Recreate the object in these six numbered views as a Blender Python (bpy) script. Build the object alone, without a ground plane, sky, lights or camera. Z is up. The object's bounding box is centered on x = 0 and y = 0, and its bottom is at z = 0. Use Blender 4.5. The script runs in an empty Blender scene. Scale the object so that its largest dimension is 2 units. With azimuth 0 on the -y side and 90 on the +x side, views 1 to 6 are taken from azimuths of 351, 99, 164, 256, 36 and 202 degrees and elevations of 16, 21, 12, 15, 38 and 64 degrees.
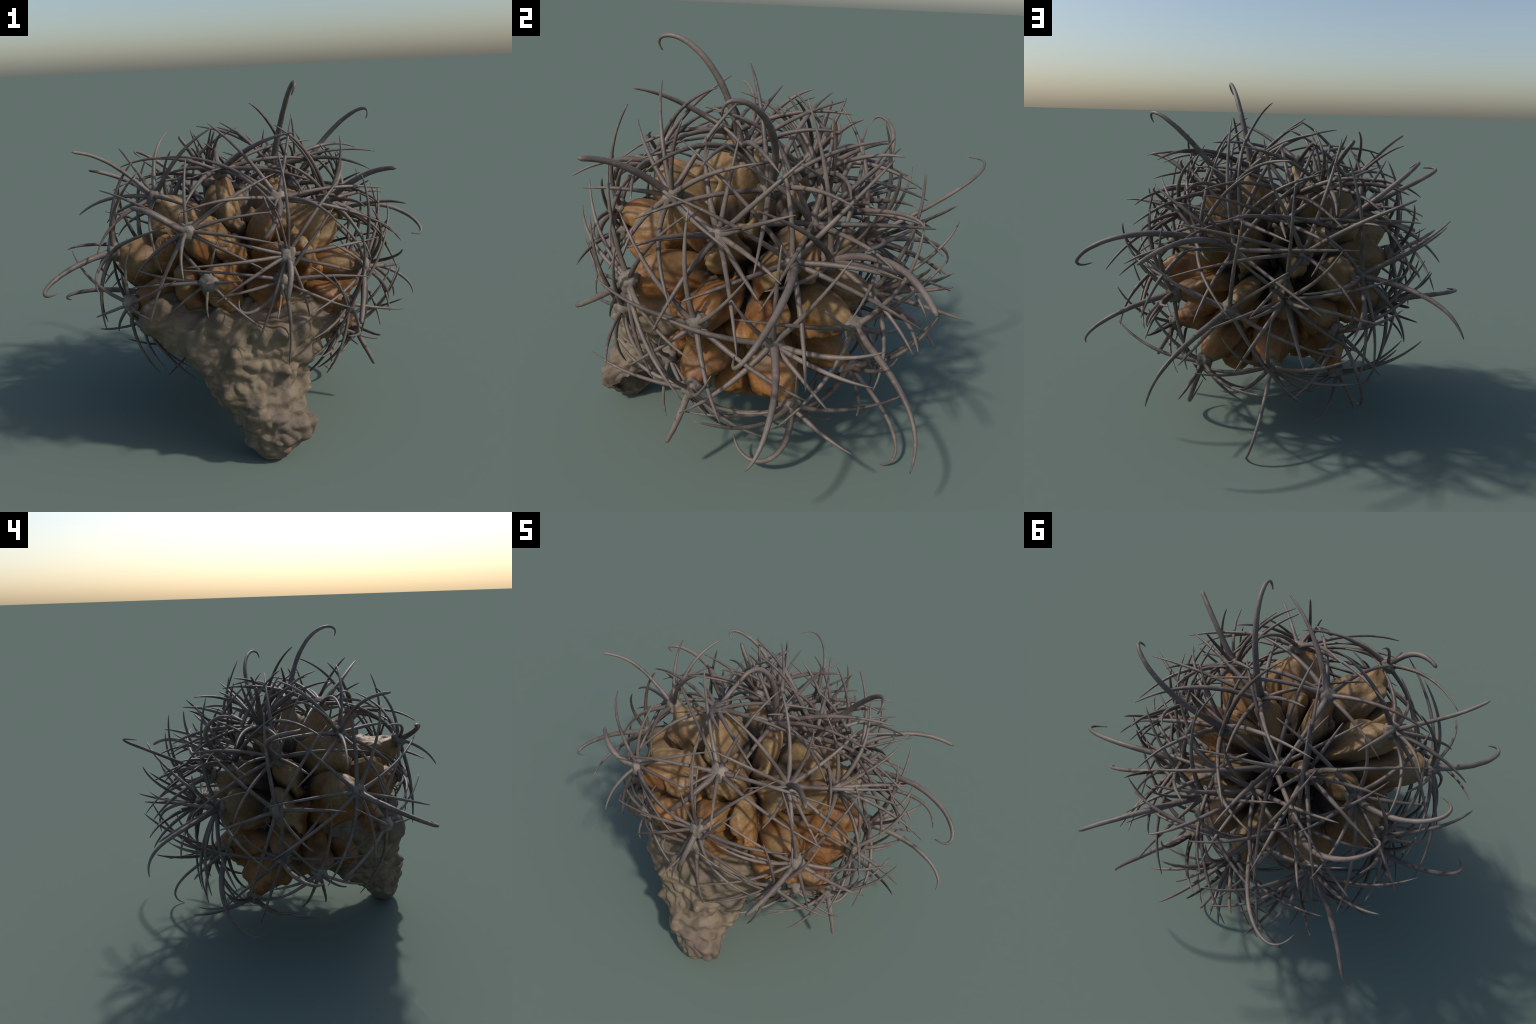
"""Dried globular cactus: shrunken ribbed body, conical woody root stump,
areoles that carry radiating needle spines and long hooked central spines."""
import bpy, bmesh, math, random
import numpy as np
from mathutils import Vector, noise

rng = random.Random(11)

# ------------------------------------------------------------------ frame
CENTRE = np.array([-0.03, -0.13, 0.73])            # middle of the ball
AXIS = np.array([-0.07, 0.42, 0.90])               # root -> crown
AXIS = AXIS / np.linalg.norm(AXIS)
ENVELOPE = np.array([0.82, 0.80, 0.73])            # half sizes of the shell where spine tips end
SHELL = np.array([0.0, -0.03, 0.78])               # its middle


def unit(v):
    return v / np.linalg.norm(v)


def hub_frame(p):
    """outward normal, direction to the crown, sideways, at an areole"""
    n = unit(p - CENTRE)
    up = unit(AXIS - n * (AXIS @ n))
    return n, up, np.cross(up, n)


# ------------------------------------------------------------------ nodes
def new_material(name):
    m = bpy.data.materials.new(name)
    m.use_nodes = True
    nt = m.node_tree
    nt.nodes.clear()
    out = nt.nodes.new('ShaderNodeOutputMaterial')
    bsdf = nt.nodes.new('ShaderNodeBsdfPrincipled')
    nt.links.new(bsdf.outputs[0], out.inputs[0])
    coord = nt.nodes.new('ShaderNodeTexCoord')
    return m, nt, bsdf, coord.outputs['Object']


def link(nt, a, b):
    nt.links.new(a, b)


def noise_fac(nt, vec, scale, detail=4.0, rough=0.55, distort=0.0, stretch=None):
    if stretch:
        mp = nt.nodes.new('ShaderNodeMapping')
        mp.inputs['Scale'].default_value = stretch
        link(nt, vec, mp.inputs['Vector'])
        vec = mp.outputs[0]
    n = nt.nodes.new('ShaderNodeTexNoise')
    n.inputs['Scale'].default_value = scale
    n.inputs['Detail'].default_value = detail
    n.inputs['Roughness'].default_value = rough
    n.inputs['Distortion'].default_value = distort
    link(nt, vec, n.inputs['Vector'])
    return n.outputs['Fac']


def ramp(nt, fac, stops):
    r = nt.nodes.new('ShaderNodeValToRGB')
    e = r.color_ramp.elements
    while len(e) < len(stops):
        e.new(0.5)
    for el, (pos, col) in zip(e, stops):
        el.position = pos
        el.color = (*col, 1) if len(col) == 3 else col
    link(nt, fac, r.inputs['Fac'])
    return r.outputs['Color']


def grey(v):
    return (v, v, v)


def mix(nt, fac, a, b, mode='MIX'):
    m = nt.nodes.new('ShaderNodeMix')
    m.data_type = 'RGBA'
    m.blend_type = mode
    for sock, val in ((m.inputs[0], fac), (m.inputs[6], a), (m.inputs[7], b)):
        if hasattr(val, 'is_linked'):
            link(nt, val, sock)
        elif isinstance(val, tuple):
            sock.default_value = (*val, 1)
        else:
            sock.default_value = val
    return m.outputs[2]


def math_node(nt, op, a, b=None, clamp=False):
    m = nt.nodes.new('ShaderNodeMath')
    m.operation = op
    m.use_clamp = clamp
    for i, val in enumerate((a, b)):
        if val is None:
            continue
        if hasattr(val, 'is_linked'):
            link(nt, val, m.inputs[i])
        else:
            m.inputs[i].default_value = val
    return m.outputs[0]


def bump(nt, bsdf, height, strength, distance):
    b = nt.nodes.new('ShaderNodeBump')
    b.inputs['Strength'].default_value = strength
    b.inputs['Distance'].default_value = distance
    link(nt, height, b.inputs['Height'])
    link(nt, b.outputs[0], bsdf.inputs['Normal'])


def along_axis(nt, vec):
    """position along root->crown axis, measured from the ball's middle"""
    d = nt.nodes.new('ShaderNodeVectorMath')
    d.operation = 'DOT_PRODUCT'
    s = nt.nodes.new('ShaderNodeVectorMath')
    s.operation = 'SUBTRACT'
    s.inputs[1].default_value = CENTRE
    link(nt, vec, s.inputs[0])
    link(nt, s.outputs[0], d.inputs[0])
    d.inputs[1].default_value = AXIS
    return d.outputs['Value']


def skin_material():
    m, nt, bsdf, vec = new_material('dried_skin')
    base = ramp(nt, noise_fac(nt, vec, 5.0, 5, 0.55, 0.6),
                [(0.28, (0.20, 0.118, 0.050)), (0.46, (0.285, 0.180, 0.078)),
                 (0.62, (0.345, 0.232, 0.110)), (0.78, (0.27, 0.190, 0.090))])
    amber = ramp(nt, noise_fac(nt, vec, 9.0, 4, 0.5, 0.4),
                 [(0.30, (0.165, 0.072, 0.026)), (0.50, (0.275, 0.125, 0.038)),
                  (0.64, (0.36, 0.150, 0.036)), (0.78, (0.31, 0.170, 0.070))])
    # older, lower lobes are amber, younger upper lobes straw coloured
    t = along_axis(nt, vec)
    t = math_node(nt, 'ADD', math_node(nt, 'MULTIPLY', t, -2.7),
                  math_node(nt, 'MULTIPLY', noise_fac(nt, vec, 3.6, 3, 0.5, 0.8), 2.1))
    mask = ramp(nt, t, [(0.62, grey(0)), (0.98, grey(1))])
    patch = ramp(nt, noise_fac(nt, vec, 6.0, 4, 0.55, 1.0), [(0.48, grey(0)), (0.62, grey(0.7))])
    amber = mix(nt, patch, amber, base)
    col = mix(nt, mask, base, amber)
    # rusty blushes and brown flecks
    blush = ramp(nt, noise_fac(nt, vec, 7.5, 3, 0.5, 1.2), [(0.60, grey(0)), (0.74, grey(0.75))])
    col = mix(nt, blush, col, (0.32, 0.135, 0.075))
    fleck = ramp(nt, noise_fac(nt, vec, 38, 3, 0.6), [(0.64, grey(0)), (0.72, grey(0.6))])
    col = mix(nt, fleck, col, (0.17, 0.085, 0.04))
    grain = ramp(nt, noise_fac(nt, vec, 60, 4, 0.6), [(0.3, grey(0.8)), (0.7, grey(1.12))])
    col = mix(nt, 1.0, col, grain, 'MULTIPLY')
    # darker grey-brown towards the ball's middle, ragged edge
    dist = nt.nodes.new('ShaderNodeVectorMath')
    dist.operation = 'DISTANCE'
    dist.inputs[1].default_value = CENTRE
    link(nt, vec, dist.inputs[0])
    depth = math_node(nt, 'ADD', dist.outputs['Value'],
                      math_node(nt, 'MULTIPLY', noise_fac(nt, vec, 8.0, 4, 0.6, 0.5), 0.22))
    inner_mask = ramp(nt, depth, [(0.44, grey(0.9)), (0.52, grey(0))])
    col = mix(nt, inner_mask, col, (0.092, 0.074, 0.062))
    col = mix(nt, 1.0, col, (0.80, 0.79, 0.82), 'MULTIPLY')
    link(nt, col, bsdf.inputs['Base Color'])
    bsdf.inputs['Roughness'].default_value = 0.52
    bsdf.inputs['Specular IOR Level'].default_value = 0.35
    bump(nt, bsdf, noise_fac(nt, vec, 45, 5, 0.6, 0.5), 0.25, 0.01)
    return m


def root_material():
    m, nt, bsdf, vec = new_material('root_bark')
    col = ramp(nt, noise_fac(nt, vec, 9, 6, 0.6, 0.5),
               [(0.28, (0.088, 0.066, 0.045)), (0.45, (0.155, 0.118, 0.078)),
                (0.62, (0.215, 0.165, 0.110)), (0.80, (0.26, 0.198, 0.138))])
    mauve = ramp(nt, noise_fac(nt, vec, 4.2, 4, 0.5, 0.6), [(0.50, grey(0)), (0.66, grey(0.6))])
    col = mix(nt, mauve, col, (0.130, 0.098, 0.086))
    olive = ramp(nt, noise_fac(nt, vec, 6.3, 4, 0.5, 0.3), [(0.56, grey(0)), (0.7, grey(0.5))])
    col = mix(nt, olive, col, (0.135, 0.118, 0.065))
    spot = ramp(nt, noise_fac(nt, vec, 30, 4, 0.6), [(0.64, grey(0)), (0.72, grey(0.5))])
    col = mix(nt, spot, col, (0.33, 0.25, 0.17))
    link(nt, col, bsdf.inputs['Base Color'])
    bsdf.inputs['Roughness'].default_value = 0.78
    bsdf.inputs['Specular IOR Level'].default_value = 0.25
    bump(nt, bsdf, noise_fac(nt, vec, 32, 6, 0.65, 0.6), 0.45, 0.012)
    return m


def spine_material():
    m, nt, bsdf, vec = new_material('spine_horn')
    col = ramp(nt, noise_fac(nt, vec, 7.0, 4, 0.55, 0.3),
               [(0.30, (0.080, 0.062, 0.053)), (0.48, (0.124, 0.099, 0.084)),
                (0.62, (0.155, 0.124, 0.105)), (0.78, (0.190, 0.153, 0.130))])
    inf = nt.nodes.new('ShaderNodeObjectInfo')
    tint = ramp(nt, inf.outputs['Random'], [(0.0, grey(0.86)), (1.0, grey(1.14))])
    col = mix(nt, 1.0, col, tint, 'MULTIPLY')
    band = ramp(nt, noise_fac(nt, vec, 34, 3, 0.6), [(0.55, grey(0)), (0.70, grey(0.6))])
    col = mix(nt, band, col, (0.225, 0.155, 0.125))
    link(nt, col, bsdf.inputs['Base Color'])
    bsdf.inputs['Roughness'].default_value = 0.50
    bsdf.inputs['Specular IOR Level'].default_value = 0.4
    bump(nt, bsdf, noise_fac(nt, vec, 70, 4, 0.6), 0.3, 0.006)
    return m


def areole_material():
    m, nt, bsdf, vec = new_material('areole_wood')
    col = ramp(nt, noise_fac(nt, vec, 24, 5, 0.6, 0.4),
               [(0.30, (0.105, 0.088, 0.070)), (0.52, (0.178, 0.148, 0.118)),
                (0.75, (0.255, 0.215, 0.175))])
    link(nt, col, bsdf.inputs['Base Color'])
    bsdf.inputs['Roughness'].default_value = 0.75
    bump(nt, bsdf, noise_fac(nt, vec, 55, 5, 0.65), 0.4, 0.01)
    return m


SKIN, BARK, HORN, WOOD = skin_material(), root_material(), spine_material(), areole_material()

# ------------------------------------------------------------------ objects
thing = bpy.data.objects.new('dried_cactus', None)
bpy.context.scene.collection.objects.link(thing)
thing['label'] = 'dried ball cactus with hooked grey spines and tapering woody root'
thing['category'] = 'dried cactus'


def add_object(name, mesh, parent):
    ob = bpy.data.objects.new(name, mesh)
    bpy.context.scene.collection.objects.link(ob)
    ob.parent = parent
    return ob


def mesh_from(name, verts, faces, mat):
    me = bpy.data.meshes.new(name)
    me.from_pydata([tuple(map(float, v)) for v in verts], [], faces)
    me.materials.append(mat)
    me.polygons.foreach_set('use_smooth', [True] * len(me.polygons))
    me.update()
    return me


def n3(p, s, off=0.0):
    return noise.noise(Vector((p[0] * s + off, p[1] * s - off, p[2] * s + 2 * off)))


def tube(name, pts, radii, mat, sides=8, wobble=0.10, seed=0.0):
    """swept needle along pts with a parallel-transported ring"""
    pts = np.asarray(pts)
    tan = np.gradient(pts, axis=0)
    tan /= np.linalg.norm(tan, axis=1)[:, None]
    ref = np.array([0.3, 0.5, 0.8])
    u = unit(np.cross(tan[0], ref))
    verts, faces = [], []
    for i, (p, t, r) in enumerate(zip(pts, tan, radii)):
        u = unit(u - t * (u @ t))
        w = np.cross(t, u)
        for k in range(sides):
            a = 2 * math.pi * k / sides
            d = u * math.cos(a) + w * math.sin(a)
            rr = r * (1 + wobble * n3(p + d * 0.05, 26.0, seed) * 1.6)
            verts.append(p + d * rr)
    m = len(pts)
    for i in range(m - 1):
        for k in range(sides):
            k2 = (k + 1) % sides
            faces.append((i * sides + k, i * sides + k2, (i + 1) * sides + k2, (i + 1) * sides + k))
    faces.append(tuple(range(sides - 1, -1, -1)))
    faces.append(tuple((m - 1) * sides + k for k in range(sides)))
    return mesh_from(name, verts, faces, mat)


def bezier(ctrl, n):
    t = np.linspace(0, 1, n)[:, None]
    c = [np.asarray(x, float) for x in ctrl]
    if len(c) == 3:
        return (1 - t) ** 2 * c[0] + 2 * (1 - t) * t * c[1] + t ** 2 * c[2]
    return ((1 - t) ** 3 * c[0] + 3 * (1 - t) ** 2 * t * c[1]
            + 3 * (1 - t) * t ** 2 * c[2] + t ** 3 * c[3])


def needle_radii(n, base, tip, flare=0.55, power=0.55):
    t = np.linspace(0, 1, n)
    r = tip + (base - tip) * (1 - t) ** power
    return r * (1 + flare * np.exp(-t / 0.045))


# ------------------------------------------------------------------ areoles
HUBS = []
SLOTS = [0, 40, -40, 82, -82, 116, -116, 152, -152, 20, -62, 62, -20, 134, -134, 176]


def envelope_lift(p, az, length, level=1.0):
    """elevation that makes a radial of this length end on the envelope"""
    n, up, rt = hub_frame(p)
    flat = up * math.cos(az) + rt * math.sin(az)
    lo, hi = math.radians(-18), math.radians(48)
    for _ in range(24):
        mid = (lo + hi) / 2
        tip = p + length * (flat * math.cos(mid) + n * math.sin(mid))
        if np.linalg.norm((tip - SHELL) / ENVELOPE) > level:
            hi = mid
        else:
            lo = mid
    return mid


def areole(pos, radials=(), central=None, blunt=False, slim=1.0, fill=True, size=1.0):
    p = np.array(pos, float)
    n, up, rt = hub_frame(p)
    HUBS.append(p)
    # woody cushion
    bm = bmesh.new()
    bmesh.ops.create_icosphere(bm, subdivisions=3, radius=1.0)
    for v in bm.verts:
        d = np.array(v.co)
        k = 1 + 0.34 * n3(d + p * 9, 2.2) + 0.16 * n3(d + p * 9, 5.5)
        q = d * k * 0.041 * size
        v.co = Vector(p - n * 0.012 + up * q[1] * 1.12 + rt * q[0] + n * q[2] * 0.85)
    me = bpy.data.meshes.new('areole')
    bm.to_mesh(me)
    bm.free()
    me.materials.append(WOOD)
    me.polygons.foreach_set('use_smooth', [True] * len(me.polygons))
    hub = add_object('areole', me, thing)

    # spines on the shaded, younger side of the plant are stouter and closer set
    young = min(1.0, max(0.0, 0.5 + 1.1 * (n @ unit(np.array([0.15, 0.75, 0.65])))))
    rows = [(math.radians(a), l / 100.0, math.radians(e)) for a, l, e in radials]
    if fill:
        for s in SLOTS:
            s = math.radians(s + rng.uniform(-7, 7))
            if all(abs((s - r[0] + math.pi) % (2 * math.pi) - math.pi) > math.radians(35 - 6 * young) for r in rows):
                ln = (rng.uniform(0.33, 0.46) + 0.07 * young) * size
                rows.append((s, ln, envelope_lift(p, s, ln, rng.gauss(0.93, 0.05))))
    for az, ln, el in rows:
        flat = up * math.cos(az) + rt * math.sin(az)
        tip = p + ln * (flat * math.cos(el) + n * math.sin(el))
        bow = 0.5 + rng.uniform(-0.08, 0.08)
        lift = ln * (rng.uniform(0.10, 0.21) + 0.04 * young)
        side = np.cross(flat, n) * ln * rng.uniform(-0.07, 0.07)
        mid = p + (tip - p) * bow + n * lift + side
        start = p - n * 0.012
        pts = bezier([start, mid, tip], 18)
        base = rng.uniform(0.0088, 0.0110) * (1 + 0.20 * young) * (0.72 + 0.28 * min(1.0, ln / 0.4)) * size ** 0.5
        me = tube('radial_spine', pts, needle_radii(18, base, 0.0016), HORN, seed=rng.uniform(0, 50))
        add_object('radial_spine', me, hub)
    if central is not None:
        pts = bezier([p - n * 0.01] + [np.array(c) for c in central], 34)
        ln = np.linalg.norm(np.diff(pts, axis=0), axis=1).sum()
        base = 0.0150 * slim
        tip = 0.0085 * slim if blunt else 0.0018
        rad = needle_radii(34, base, tip, 0.5, 0.5 if blunt else 0.6)
        if blunt:
            rad[-1] *= 0.55
        me = tube('central_spine', pts, rad, HORN, sides=10, seed=rng.uniform(0, 50))
        add_object('central_spine', me, hub)


areole((0.122, -0.147, 1.270),
       radials=[(-84, 49, -12), (-33, 35, 25), (33, 40, 12), (99, 55, 18), (127, 53, 21), (155, 49, 14)],
       central=[(0.2, -0.22, 1.76), (0.19, -0.52, 1.72), (0.16, -0.45, 1.63)])
areole((-0.160, -0.246, 1.292),
       radials=[(-91, 47, 15), (-69, 37, -5), (62, 52, -5), (77, 55, -14)],
       central=[(-0.08, -0.39, 1.38), (0.01, -0.49, 1.46), (0.14, -0.58, 1.48)])
areole((-0.481, -0.227, 1.186),
       radials=[(-116, 39, 27), (-93, 44, 0), (-56, 42, -1), (-42, 38, 33), (-8, 42, 10), (54, 44, 4), (113, 41, -13)],
       central=[(-0.61, -0.24, 1.32), (-0.7, -0.23, 1.4), (-0.82, -0.34, 1.43)], blunt=True, slim=0.7)
areole((0.072, -0.530, 1.190),
       radials=[(-144, 16, 30), (-97, 48, 5), (-46, 61, -14), (-26, 50, 3), (24, 46, 8), (91, 54, 1), (109, 57, -7), (156, 33, 31)],
       central=[(0.06, -0.66, 1.17), (0.03, -0.73, 1.12), (-0.04, -0.74, 1.06)], blunt=True)
areole((0.347, -0.369, 1.132),
       radials=[(-143, 32, 35), (-74, 40, 10), (-52, 48, 15), (-10, 43, 2), (7, 31, 44), (45, 43, 9), (87, 48, 10), (124, 48, -4), (153, 30, 14), (173, 36, -1)],
       central=[(0.43, -0.44, 1.22), (0.5, -0.5, 1.29), (0.59, -0.61, 1.3)], blunt=True)
areole((0.262, -0.012, 1.162),
       radials=[(-119, 29, 43), (-79, 37, 13), (-46, 51, 21), (-7, 60, 2), (101, 42, 35), (155, 50, 16)],
       central=[(0.53, 0.12, 1.52), (0.68, -0.11, 1.59), (0.62, -0.11, 1.48)])
areole((0.478, -0.153, 1.034),
       radials=[(-147, 34, 50), (-133, 33, 7), (-43, 38, -1), (-20, 36, 13), (53, 37, 35), (94, 36, 27), (111, 34, 20), (130, 49, 24)])
areole((-0.360, -0.630, 1.100),
       radials=[(-104, 48, -29), (-55, 47, 8), (8, 32, 6), (59, 47, -19), (85, 39, -17), (107, 41, -17), (125, 38, -23), (177, 26, 17)],
       central=[(-0.43, -0.7, 1.14), (-0.49, -0.68, 1.21), (-0.58, -0.6, 1.21)], blunt=True)
areole((-0.702, -0.237, 0.934),
       radials=[(-162, 39, -6), (-129, 48, -10), (-92, 55, -9), (-64, 47, -11), (-16, 43, -8), (29, 44, -1), (53, 47, -1), (89, 54, -13), (135, 38, 11)],
       central=[(-1.0, -0.34, 0.89), (-1.06, -0.56, 0.8), (-0.94, -0.5, 0.83)])
areole((-0.181, 0.104, 1.192),
       radials=[(-156, 43, 25), (-43, 29, 53), (-12, 49, 12), (21, 29, 88), (61, 29, 34), (71, 43, 10), (96, 28, 24)],
       central=[(-0.22, 0.12, 1.27), (-0.27, 0.14, 1.35), (-0.32, 0.16, 1.42)], blunt=True)
areole((-0.404, 0.084, 1.068),
       radials=[(-133, 48, 23), (-115, 34, 47), (-103, 53, 9), (16, 55, -4), (50, 34, 20), (117, 47, 4), (158, 32, 32)],
       central=[(-0.63, 0.31, 1.26), (-0.91, 0.11, 1.29), (-0.74, 0.07, 1.28)])
areole((-0.190, 0.270, 1.010),
       radials=[(-165, 32, 67), (-25, 36, 52), (17, 54, 4), (63, 49, 16), (111, 35, 21), (137, 42, 54)],
       central=[(-0.35, 0.61, 1.24), (-0.66, 0.37, 1.4), (-0.53, 0.34, 1.3)])
areole((0.615, -0.199, 0.740),
       radials=[(-152, 31, 8), (-89, 38, 12), (-65, 48, -7), (-28, 43, 0), (16, 38, 23), (90, 47, 5), (124, 35, 29)])
areole((0.484, -0.500, 0.824),
       radials=[(-78, 41, -1), (-63, 45, -1), (-27, 46, 9), (26, 45, 2), (87, 48, 5), (116, 49, -4), (150, 41, -15)],
       central=[(0.46, -0.58, 0.76), (0.42, -0.67, 0.69), (0.38, -0.76, 0.64)], blunt=True)
areole((0.392, -0.565, 0.660),
       radials=[(-175, 35, -4), (-66, 43, -6), (-23, 39, 6), (14, 40, 7), (87, 30, 34)])
areole((0.070, -0.700, 0.971),
       radials=[(-115, 39, -11), (-89, 45, -1), (-70, 31, 0), (-17, 22, 25), (-1, 44, 14), (87, 45, -2), (105, 44, -24), (160, 32, -23)],
       central=[(0.08, -0.75, 0.93), (0.06, -0.79, 0.87), (0.04, -0.8, 0.8)], blunt=True)
areole((0.049, -0.696, 0.855),
       radials=[(-145, 22, 42), (-96, 33, -9), (-77, 48, -13), (95, 38, 11), (119, 36, -2)],
       central=[(-0.06, -0.72, 0.7), (-0.19, -0.76, 0.71), (-0.15, -0.69, 0.79)], slim=0.7)
areole((0.440, 0.115, 0.945),
       radials=[(-164, 37, 35), (-86, 51, 2), (-65, 58, -6), (-32, 53, -2), (21, 52, 12), (78, 39, 25), (95, 56, 7)],
       central=[(0.91, 0.22, 1.09), (1.12, 0.01, 0.76), (0.93, 0.01, 0.82)])
areole((0.286, 0.247, 0.910),
       radials=[(-175, 37, 77), (-43, 30, 63), (-31, 61, 10), (16, 56, -6), (61, 61, 3), (92, 60, 11)],
       central=[(0.43, 0.41, 1.02), (0.58, 0.52, 1.04), (0.75, 0.6, 0.94)], blunt=True)
areole((0.560, 0.075, 0.667),
       radials=[(-99, 45, -8), (-57, 36, 23), (4, 46, 13), (53, 40, 26), (67, 39, 41), (103, 30, 48)],
       central=[(0.8, 0.15, 0.64), (1.0, 0.12, 0.52), (0.97, 0.06, 0.44)])
areole((0.335, 0.360, 0.656),
       radials=[(-90, 61, -8), (-73, 43, 13), (-2, 49, 12), (93, 55, -9), (127, 57, -8)],
       central=[(0.56, 0.54, 0.57), (0.7, 0.63, 0.51), (0.73, 0.59, 0.33)])
areole((0.086, 0.430, 0.710),
       radials=[(-108, 41, 35), (-86, 40, 64), (-51, 38, 35), (-8, 55, 12), (25, 45, 36), (42, 31, 72), (66, 55, 5), (85, 48, 30), (154, 36, 49)])
areole((-0.015, 0.370, 0.905),
       radials=[(-139, 45, 24), (-104, 63, -4), (-83, 61, 6), (-40, 41, 31), (15, 60, 0), (60, 50, 14), (146, 41, 39)],
       central=[(-0.08, 0.74, 1.12), (-0.28, 0.95, 1.23), (-0.35, 0.78, 1.21)], slim=0.7)
areole((-0.296, 0.388, 0.800),
       radials=[(-174, 48, 3), (-165, 51, 0), (-81, 50, 12), (-50, 58, 14), (-1, 58, 3), (52, 48, 46), (75, 51, 22), (155, 45, 6)],
       central=[(-0.54, 0.61, 0.77), (-0.55, 0.81, 0.74), (-0.62, 0.79, 0.6)])
areole((-0.212, 0.338, 0.504),
       radials=[(-121, 40, 20), (-63, 36, 28), (-29, 50, 26), (44, 53, 12), (53, 56, 0), (135, 31, 39)],
       central=[(-0.35, 0.51, 0.24), (-0.4, 0.23, -0.04), (-0.38, 0.15, 0.09)], slim=0.7)
areole((-0.271, 0.205, 0.232),
       radials=[(-172, 40, -26), (-76, 36, 24), (-43, 34, 37), (21, 36, 7), (32, 47, 8)])
areole((0.523, -0.248, 0.407),
       radials=[(-111, 39, -17), (-100, 41, 1), (2, 42, 12), (46, 39, 6), (139, 35, -7)],
       central=[(0.54, -0.27, 0.33), (0.58, -0.29, 0.27), (0.6, -0.32, 0.21)], blunt=True)
areole((0.396, -0.375, 0.462),
       radials=[(-72, 59, -14), (71, 26, 49), (92, 28, 18), (101, 43, 3)])
areole((0.423, 0.138, 0.321),
       radials=[(-145, 36, -21), (-128, 42, -12), (-86, 52, 6), (27, 30, 54), (58, 51, 5), (99, 28, 7)],
       central=[(0.52, 0.18, 0.09), (0.48, -0.05, 0.0), (0.38, -0.1, 0.13)])
areole((-0.638, -0.425, 0.720),
       radials=[(-106, 37, -7), (-90, 40, 5), (-37, 44, 14), (17, 28, -13), (87, 41, -10), (118, 21, 0)])
areole((-0.572, 0.140, 0.840),
       radials=[(-139, 52, -13), (-86, 31, 24), (-24, 43, 19), (15, 49, 4), (52, 49, 3), (106, 43, 32), (154, 28, 21)])
areole((-0.560, 0.111, 0.577),
       radials=[(-141, 45, 3), (-114, 46, 2), (-53, 41, 11), (-11, 34, 27), (57, 42, -3), (165, 33, -19)],
       central=[(-0.87, 0.21, 0.64), (-1.06, 0.11, 0.61), (-0.96, 0.04, 0.61)])
areole((-0.600, -0.070, 0.480),
       radials=[(-170, 41, -18), (-148, 38, -15), (-77, 28, 18), (-53, 30, 23), (30, 44, -10), (67, 22, 54), (83, 39, -15)])
areole((0.126, 0.354, 0.357),
       radials=[(-84, 38, 17), (-10, 49, 8), (86, 52, 0), (134, 39, -10), (145, 35, 0)],
       central=[(0.24, 0.62, 0.17), (0.31, 0.61, 0.02), (0.28, 0.52, 0.0)], slim=0.7)
areole((-0.280, -0.690, 0.875),
       radials=[(-168, 15, 5), (-115, 25, -7), (-82, 37, -4), (-70, 37, -9), (24, 19, -7), (96, 17, 14)])
areole((0.044, 0.186, 1.025),
       radials=[])
areole((0.241, 0.161, 1.034),
       radials=[])
areole((-0.030, 0.100, 1.150),
       radials=[])
# ------------------------------------------------------------------ body
def smooth_fall(q, power):
    return np.exp(-np.power(np.maximum(q, 1e-6), power))


def bare_lobes():
    """spineless bulges wherever the areoles leave the skin uncovered"""
    found = [unit(p - CENTRE) for p in HUBS]
    # old scars on the front and the slack folds that hang underneath
    extra = [np.array(p) for p in ((-0.23, -0.58, 1.02), (0.19, -0.58, 0.98), (-0.42, -0.54, 0.86), (-0.49, -0.47, 1.00),
                                   (-0.56, -0.30, 0.55),
                                   (0.00, 0.00, 0.24), (0.14, 0.14, 0.25), (-0.16, 0.06, 0.26),
                                   (0.36, -0.13, 0.28), (0.26, 0.05, 0.23))]
    found += [unit(p - CENTRE) for p in extra]
    count = 160
    for i in range(count):
        z = 1 - 2 * (i + 0.5) / count
        a = i * 2.39996
        s = math.sqrt(1 - z * z)
        d = np.array([s * math.cos(a), s * math.sin(a), z])
        if d @ AXIS > 0.86 or max(d @ f for f in found) > math.cos(0.43):
            continue
        found.append(d)
        extra.append(CENTRE + d * (0.49 + 0.05 * math.sin(7.0 * i)))
    return extra


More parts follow.
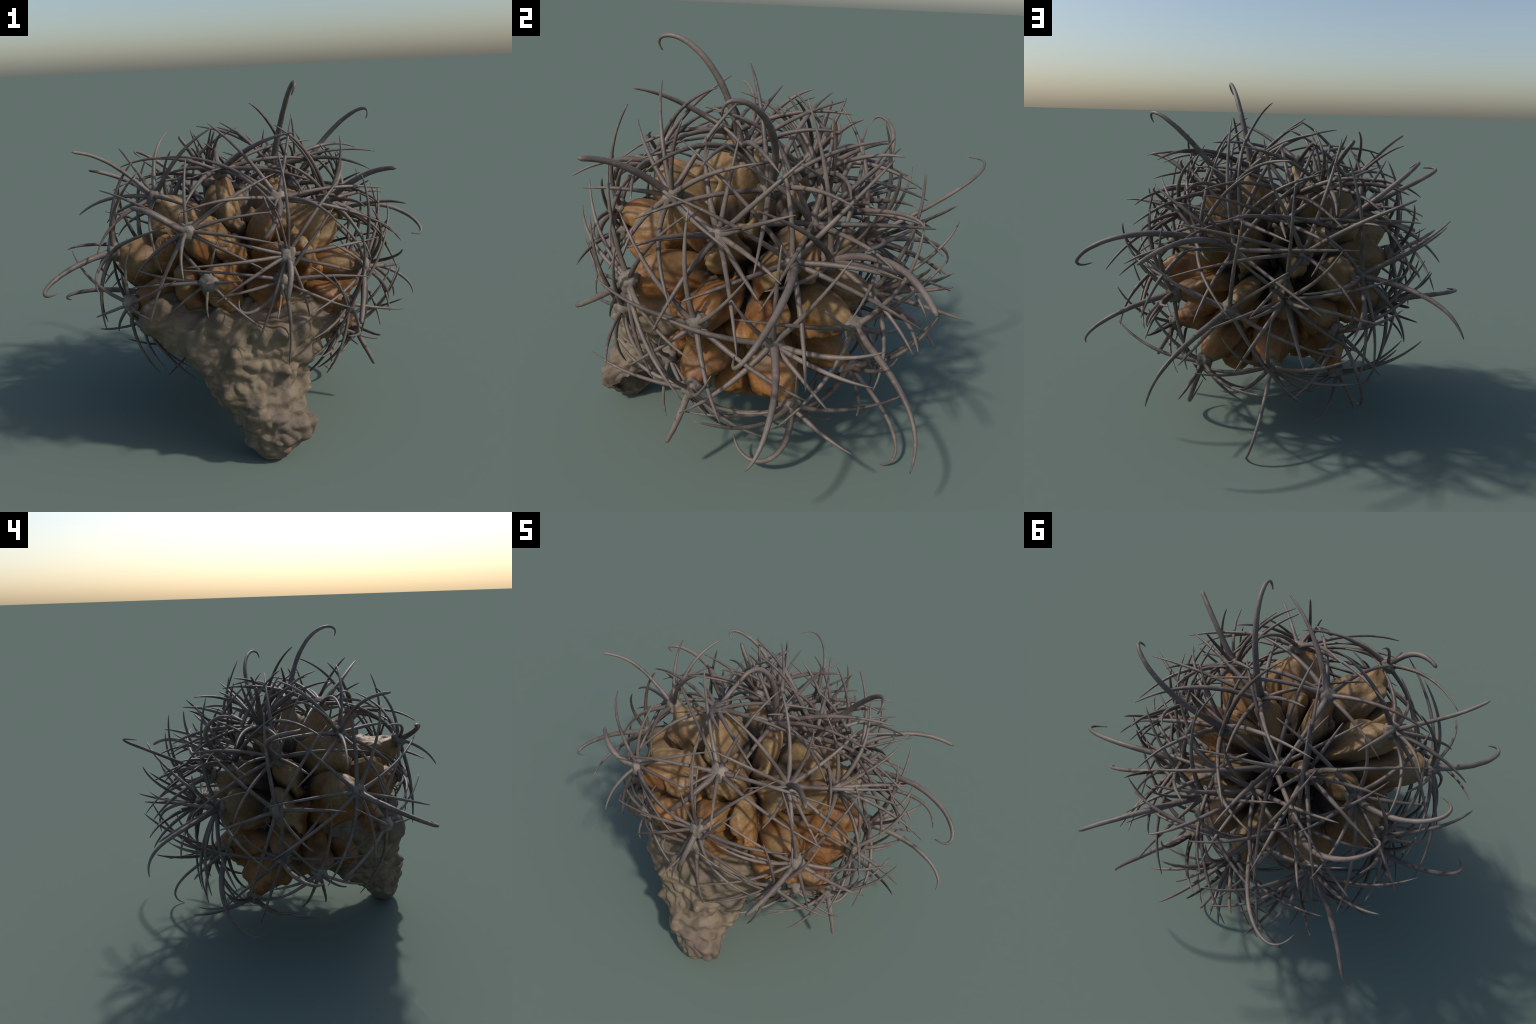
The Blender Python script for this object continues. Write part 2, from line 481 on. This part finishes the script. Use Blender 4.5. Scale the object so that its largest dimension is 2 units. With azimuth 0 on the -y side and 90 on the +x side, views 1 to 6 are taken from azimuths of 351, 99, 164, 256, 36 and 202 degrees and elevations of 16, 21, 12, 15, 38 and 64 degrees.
def build_body():
    bm = bmesh.new()
    bmesh.ops.create_icosphere(bm, subdivisions=7, radius=1.0)
    dirs = np.array([v.co for v in bm.verts])
    dirs /= np.linalg.norm(dirs, axis=1)[:, None]
    low = np.array([n3(d, 2.6, 3.1) for d in dirs])
    fold_a = np.array([n3(d, 5.0, 7.7) for d in dirs])
    fold_b = np.array([n3(d, 5.0, 21.3) for d in dirs])
    mid = np.array([n3(d, 9.0, 1.3) for d in dirs])
    fine = np.array([n3(d, 19.0, 5.9) for d in dirs])
    tiny = np.array([n3(d, 36.0, 2.9) for d in dirs])

    front = np.clip(0.5 + 0.8 * (dirs @ unit(np.array([-0.45, -0.8, 0.25]))), 0, 1)
    under = np.clip((-dirs[:, 2] - 0.3) / 0.5, 0, 1)
    # the crown and the far side have caved in: deep hollows between thin fins
    caved = np.clip(0.5 + 1.3 * (dirs @ unit(np.array([0.25, 0.55, 0.75])) - 0.25), 0, 1)
    floor = 0.35 + 0.07 * front + 0.06 * under + 0.05 * low - 0.17 * caved
    count = len(dirs)
    q1, q2 = np.full(count, 9.0), np.full(count, 9.0)   # nearest and second nearest lobe
    top = np.zeros(count)                               # height of the nearest lobe
    tip = np.zeros(count)                               # nipple under the spine cushion
    tip_d = np.full(count, 9.0)
    pleats = np.zeros(count)
    lobes = [(p, True) for p in HUBS] + [(p, False) for p in bare_lobes()]
    for p, spiny in lobes:
        n, up, rt = hub_frame(p)
        reach = np.linalg.norm(p - CENTRE) - 0.025
        facing = dirs @ n
        d = np.arccos(np.clip(facing, -1, 1))
        loose = np.clip(d / 0.20, 0, 1)                # folds spare the tip
        along = dirs @ up + 0.15 * fold_a * loose
        across = dirs @ rt + 0.13 * fold_b * loose
        wide = 0.24 - 0.10 * caved
        q = np.sqrt((across / wide) ** 2 + (along / np.where(along > 0, 0.25, 0.40)) ** 2)
        q = np.where(facing > 0.1, q, 9.0) * (1.0 if spiny else 1.12)
        near = q < q1
        q2 = np.where(near, q1, np.minimum(q2, q))
        pleats = np.where(near, np.sin(across / 0.021 + 6 * fold_a + 9 * n[0]) * loose, pleats)
        top = np.where(near, reach - (0.045 if spiny else 0.0), top)
        q1 = np.where(near, q, q1)
        if spiny:
            closer = d < tip_d
            tip = np.where(closer, reach, tip)
            tip_d = np.minimum(tip_d, d)
    lobe = smooth_fall(q1 / 1.12, 2.6)
    r = floor + (top - floor) * lobe
    # narrow clefts where two lobes press together
    crown = np.clip((dirs @ AXIS - 0.45) / 0.4, 0, 1)
    gap = q2 - q1
    cleft = np.exp(-(gap / (0.24 + 0.10 * low)) ** 2)
    r = r - cleft * (0.10 + 0.07 * crown + 0.05 * np.clip(mid, -0.6, 1) * 2) * (1 - smooth_fall(tip_d / 0.12, 3))
    r = r + np.clip(tip - r, 0, 1) * smooth_fall(tip_d / 0.085, 1.9)
    r = r + (0.004 + 0.010 * np.abs(low)) * pleats * lobe
    wrinkle = 1 - np.abs(mid) * 2.2
    crease = 1 - np.abs(fine) * 2.4
    furrow = np.exp(-(mid / 0.045) ** 2) * (0.6 + low)
    r = (r + 0.008 * wrinkle * (1 - 0.4 * lobe) - 0.022 * furrow + 0.006 * crease * (1 - 0.3 * lobe)
         + 0.018 * mid + 0.002 * tiny)
    for v, d, rr in zip(bm.verts, dirs, r):
        v.co = Vector(CENTRE + d * rr)
    me = bpy.data.meshes.new('body')
    bm.to_mesh(me)
    bm.free()
    me.materials.append(SKIN)
    me.polygons.foreach_set('use_smooth', [True] * len(me.polygons))
    add_object('body', me, thing)


# ------------------------------------------------------------------ root
# height, centre x, centre y, half width x, half depth y
ROOT_PROFILE = [
    (0.000, -0.030, -0.705, 0.025, 0.025), (0.012, -0.025, -0.700, 0.070, 0.058),
    (0.050, 0.000, -0.690, 0.120, 0.095), (0.110, 0.002, -0.650, 0.148, 0.145),
    (0.200, -0.030, -0.585, 0.178, 0.192), (0.300, -0.064, -0.518, 0.216, 0.235),
    (0.400, -0.082, -0.462, 0.258, 0.262), (0.500, -0.090, -0.412, 0.338, 0.284),
    (0.590, -0.090, -0.365, 0.435, 0.290), (0.660, -0.095, -0.330, 0.478, 0.275),
    (0.715, -0.090, -0.300, 0.440, 0.230), (0.760, -0.070, -0.280, 0.300, 0.180),
    (0.780, -0.060, -0.270, 0.120, 0.090)]
# stubs of old tubercles: tip position, width, height
ROOT_STUBS = [((-0.196, -0.735, 0.524), 0.044, 0.085), ((-0.235, -0.700, 0.324), 0.032, 0.060),
              ((0.165, -0.611, 0.300), 0.050, 0.075), ((0.300, -0.420, 0.340), 0.055, 0.090),
              ((-0.560, -0.540, 0.657), 0.065, 0.120), ((0.040, -0.735, 0.433), 0.038, 0.060),
              ((-0.080, -0.745, 0.240), 0.045, 0.050), ((0.130, -0.720, 0.190), 0.070, 0.050),
              ((0.035, -0.720, 0.610), 0.038, 0.070), ((-0.240, -0.690, 0.715), 0.055, 0.080),
              ((0.330, -0.500, 0.580), 0.090, 0.060), ((-0.450, -0.400, 0.540), 0.080, 0.060),
              ((-0.110, -0.690, 0.080), 0.040, 0.050), ((0.150, -0.770, 0.100), 0.055, 0.055),
              ((0.180, -0.620, 0.420), 0.050, 0.050), ((-0.330, -0.620, 0.560), 0.060, 0.040),
              ((-0.420, -0.250, 0.480), 0.055, 0.060), ((-0.250, -0.350, 0.250), 0.050, 0.040),
              ((-0.050, -0.730, 0.640), 0.060, 0.045), ((0.150, -0.680, 0.640), 0.055, 0.045)]


def build_root():
    prof = np.array(ROOT_PROFILE)
    rings, sides = 220, 260
    s = np.linspace(0, 1, rings)
    key = np.linspace(0, 1, len(prof))
    cols = [np.interp(s, key, prof[:, i]) for i in range(5)]
    for _ in range(3):                                   # soften the profile
        cols = [np.r_[c[0], (c[:-2] + 2 * c[1:-1] + c[2:]) / 4, c[-1]] for c in cols]
    verts = []
    for z, cx, cy, rx, ry in zip(*cols):
        for k in range(sides):
            a = 2 * math.pi * k / sides
            verts.append((cx + rx * math.cos(a), cy + ry * math.sin(a), z))
    faces = []
    for i in range(rings - 1):
        for k in range(sides):
            k2 = (k + 1) % sides
            faces.append((i * sides + k, i * sides + k2, (i + 1) * sides + k2, (i + 1) * sides + k))
    faces.append(tuple(range(sides - 1, -1, -1)))
    faces.append(tuple((rings - 1) * sides + k for k in range(sides)))
    me = mesh_from('root', verts, faces, BARK)
    nrm = np.array([v.normal for v in me.vertices])
    co = np.array([v.co for v in me.vertices])
    out = co.copy()
    amp = np.clip(co[:, 2] / 0.10, 0.25, 1.0)
    lump = np.array([n3(p, 5.0, 2.0) for p in co])
    ledge = np.array([noise.noise(Vector((p[0] * 4, p[1] * 4, p[2] * 17 + 2 * p[0]))) for p in co])
    knob = np.array([n3(p, 9.5, 6.0) for p in co])
    crag = np.array([n3(p, 19.0, 9.0) for p in co])
    grain = np.array([n3(p, 38.0, 4.0) for p in co])
    h = (0.032 * lump + 0.010 * (1 - 2 * np.abs(ledge)) + 0.022 * np.abs(knob) - 0.008
         + 0.026 * np.abs(crag) + 0.005 * grain)
    for tip, width, height in ROOT_STUBS:
        base = np.array(tip)
        dist = np.linalg.norm(co - base, axis=1)
        near = co[dist.argmin()]
        nn = nrm[dist.argmin()]
        rel = co - near
        flat = np.linalg.norm(rel - nn * (rel @ nn)[:, None], axis=1)
        reach = max(0.65 * height, min(1.3 * height, (base - near) @ nn))
        fall = np.exp(-(flat / (width * (1 + 0.5 * knob))) ** 2.2) * (dist < 0.25)
        h = h + reach * fall
    out += nrm * (h * amp)[:, None]
    # the back of the broken end is eaten away
    away = np.array([0.59, 0.81, 0.0])
    side = np.clip((out - np.array([0.0, -0.66, 0.0])) @ away, 0, 1)
    out -= away * (side * 0.45 * np.exp(-((co[:, 2] - 0.08) / 0.15) ** 2))[:, None]
    # the sunny side of the broken end does not reach the ground
    out[:, 2] += np.clip(co[:, 0] - 0.02, 0, 1) * 0.45 * np.exp(-co[:, 2] / 0.09)
    out[:, 2] = np.maximum(out[:, 2], 0.0)
    me.vertices.foreach_set('co', out.ravel())
    me.update()
    # broken-open hollow on the sunny side of the tip, running up inside
    solid = add_object('root', me, thing)
    cutters = []
    for centre, size in (((0.105, -0.585, 0.108), (0.155, 0.138, 0.086)),
                         ((0.000, -0.610, 0.170), (0.095, 0.085, 0.110))):
        bm = bmesh.new()
        bmesh.ops.create_icosphere(bm, subdivisions=5, radius=1.0)
        for v in bm.verts:
            d = np.array(v.co)
            k = 1 + 0.22 * n3(d, 2.3, centre[0]) + 0.10 * n3(d, 6.0, 1.0)
            v.co = Vector(np.array(centre) + d * k * np.array(size))
        cm = bpy.data.meshes.new('hollow')
        bm.to_mesh(cm)
        bm.free()
        cm.materials.append(BARK)
        cm.polygons.foreach_set('use_smooth', [True] * len(cm.polygons))
        cut = add_object('hollow', cm, None)
        mod = solid.modifiers.new('hollow', 'BOOLEAN')
        mod.operation = 'DIFFERENCE'
        mod.solver = 'EXACT'
        mod.object = cut
        cutters.append(cut)
    bpy.context.view_layer.update()
    carved = bpy.data.meshes.new_from_object(
        solid.evaluated_get(bpy.context.evaluated_depsgraph_get()))
    solid.modifiers.clear()
    solid.data = carved
    carved.name = 'root'
    for cut in cutters:
        bpy.data.objects.remove(cut, do_unlink=True)


build_body()
build_root()
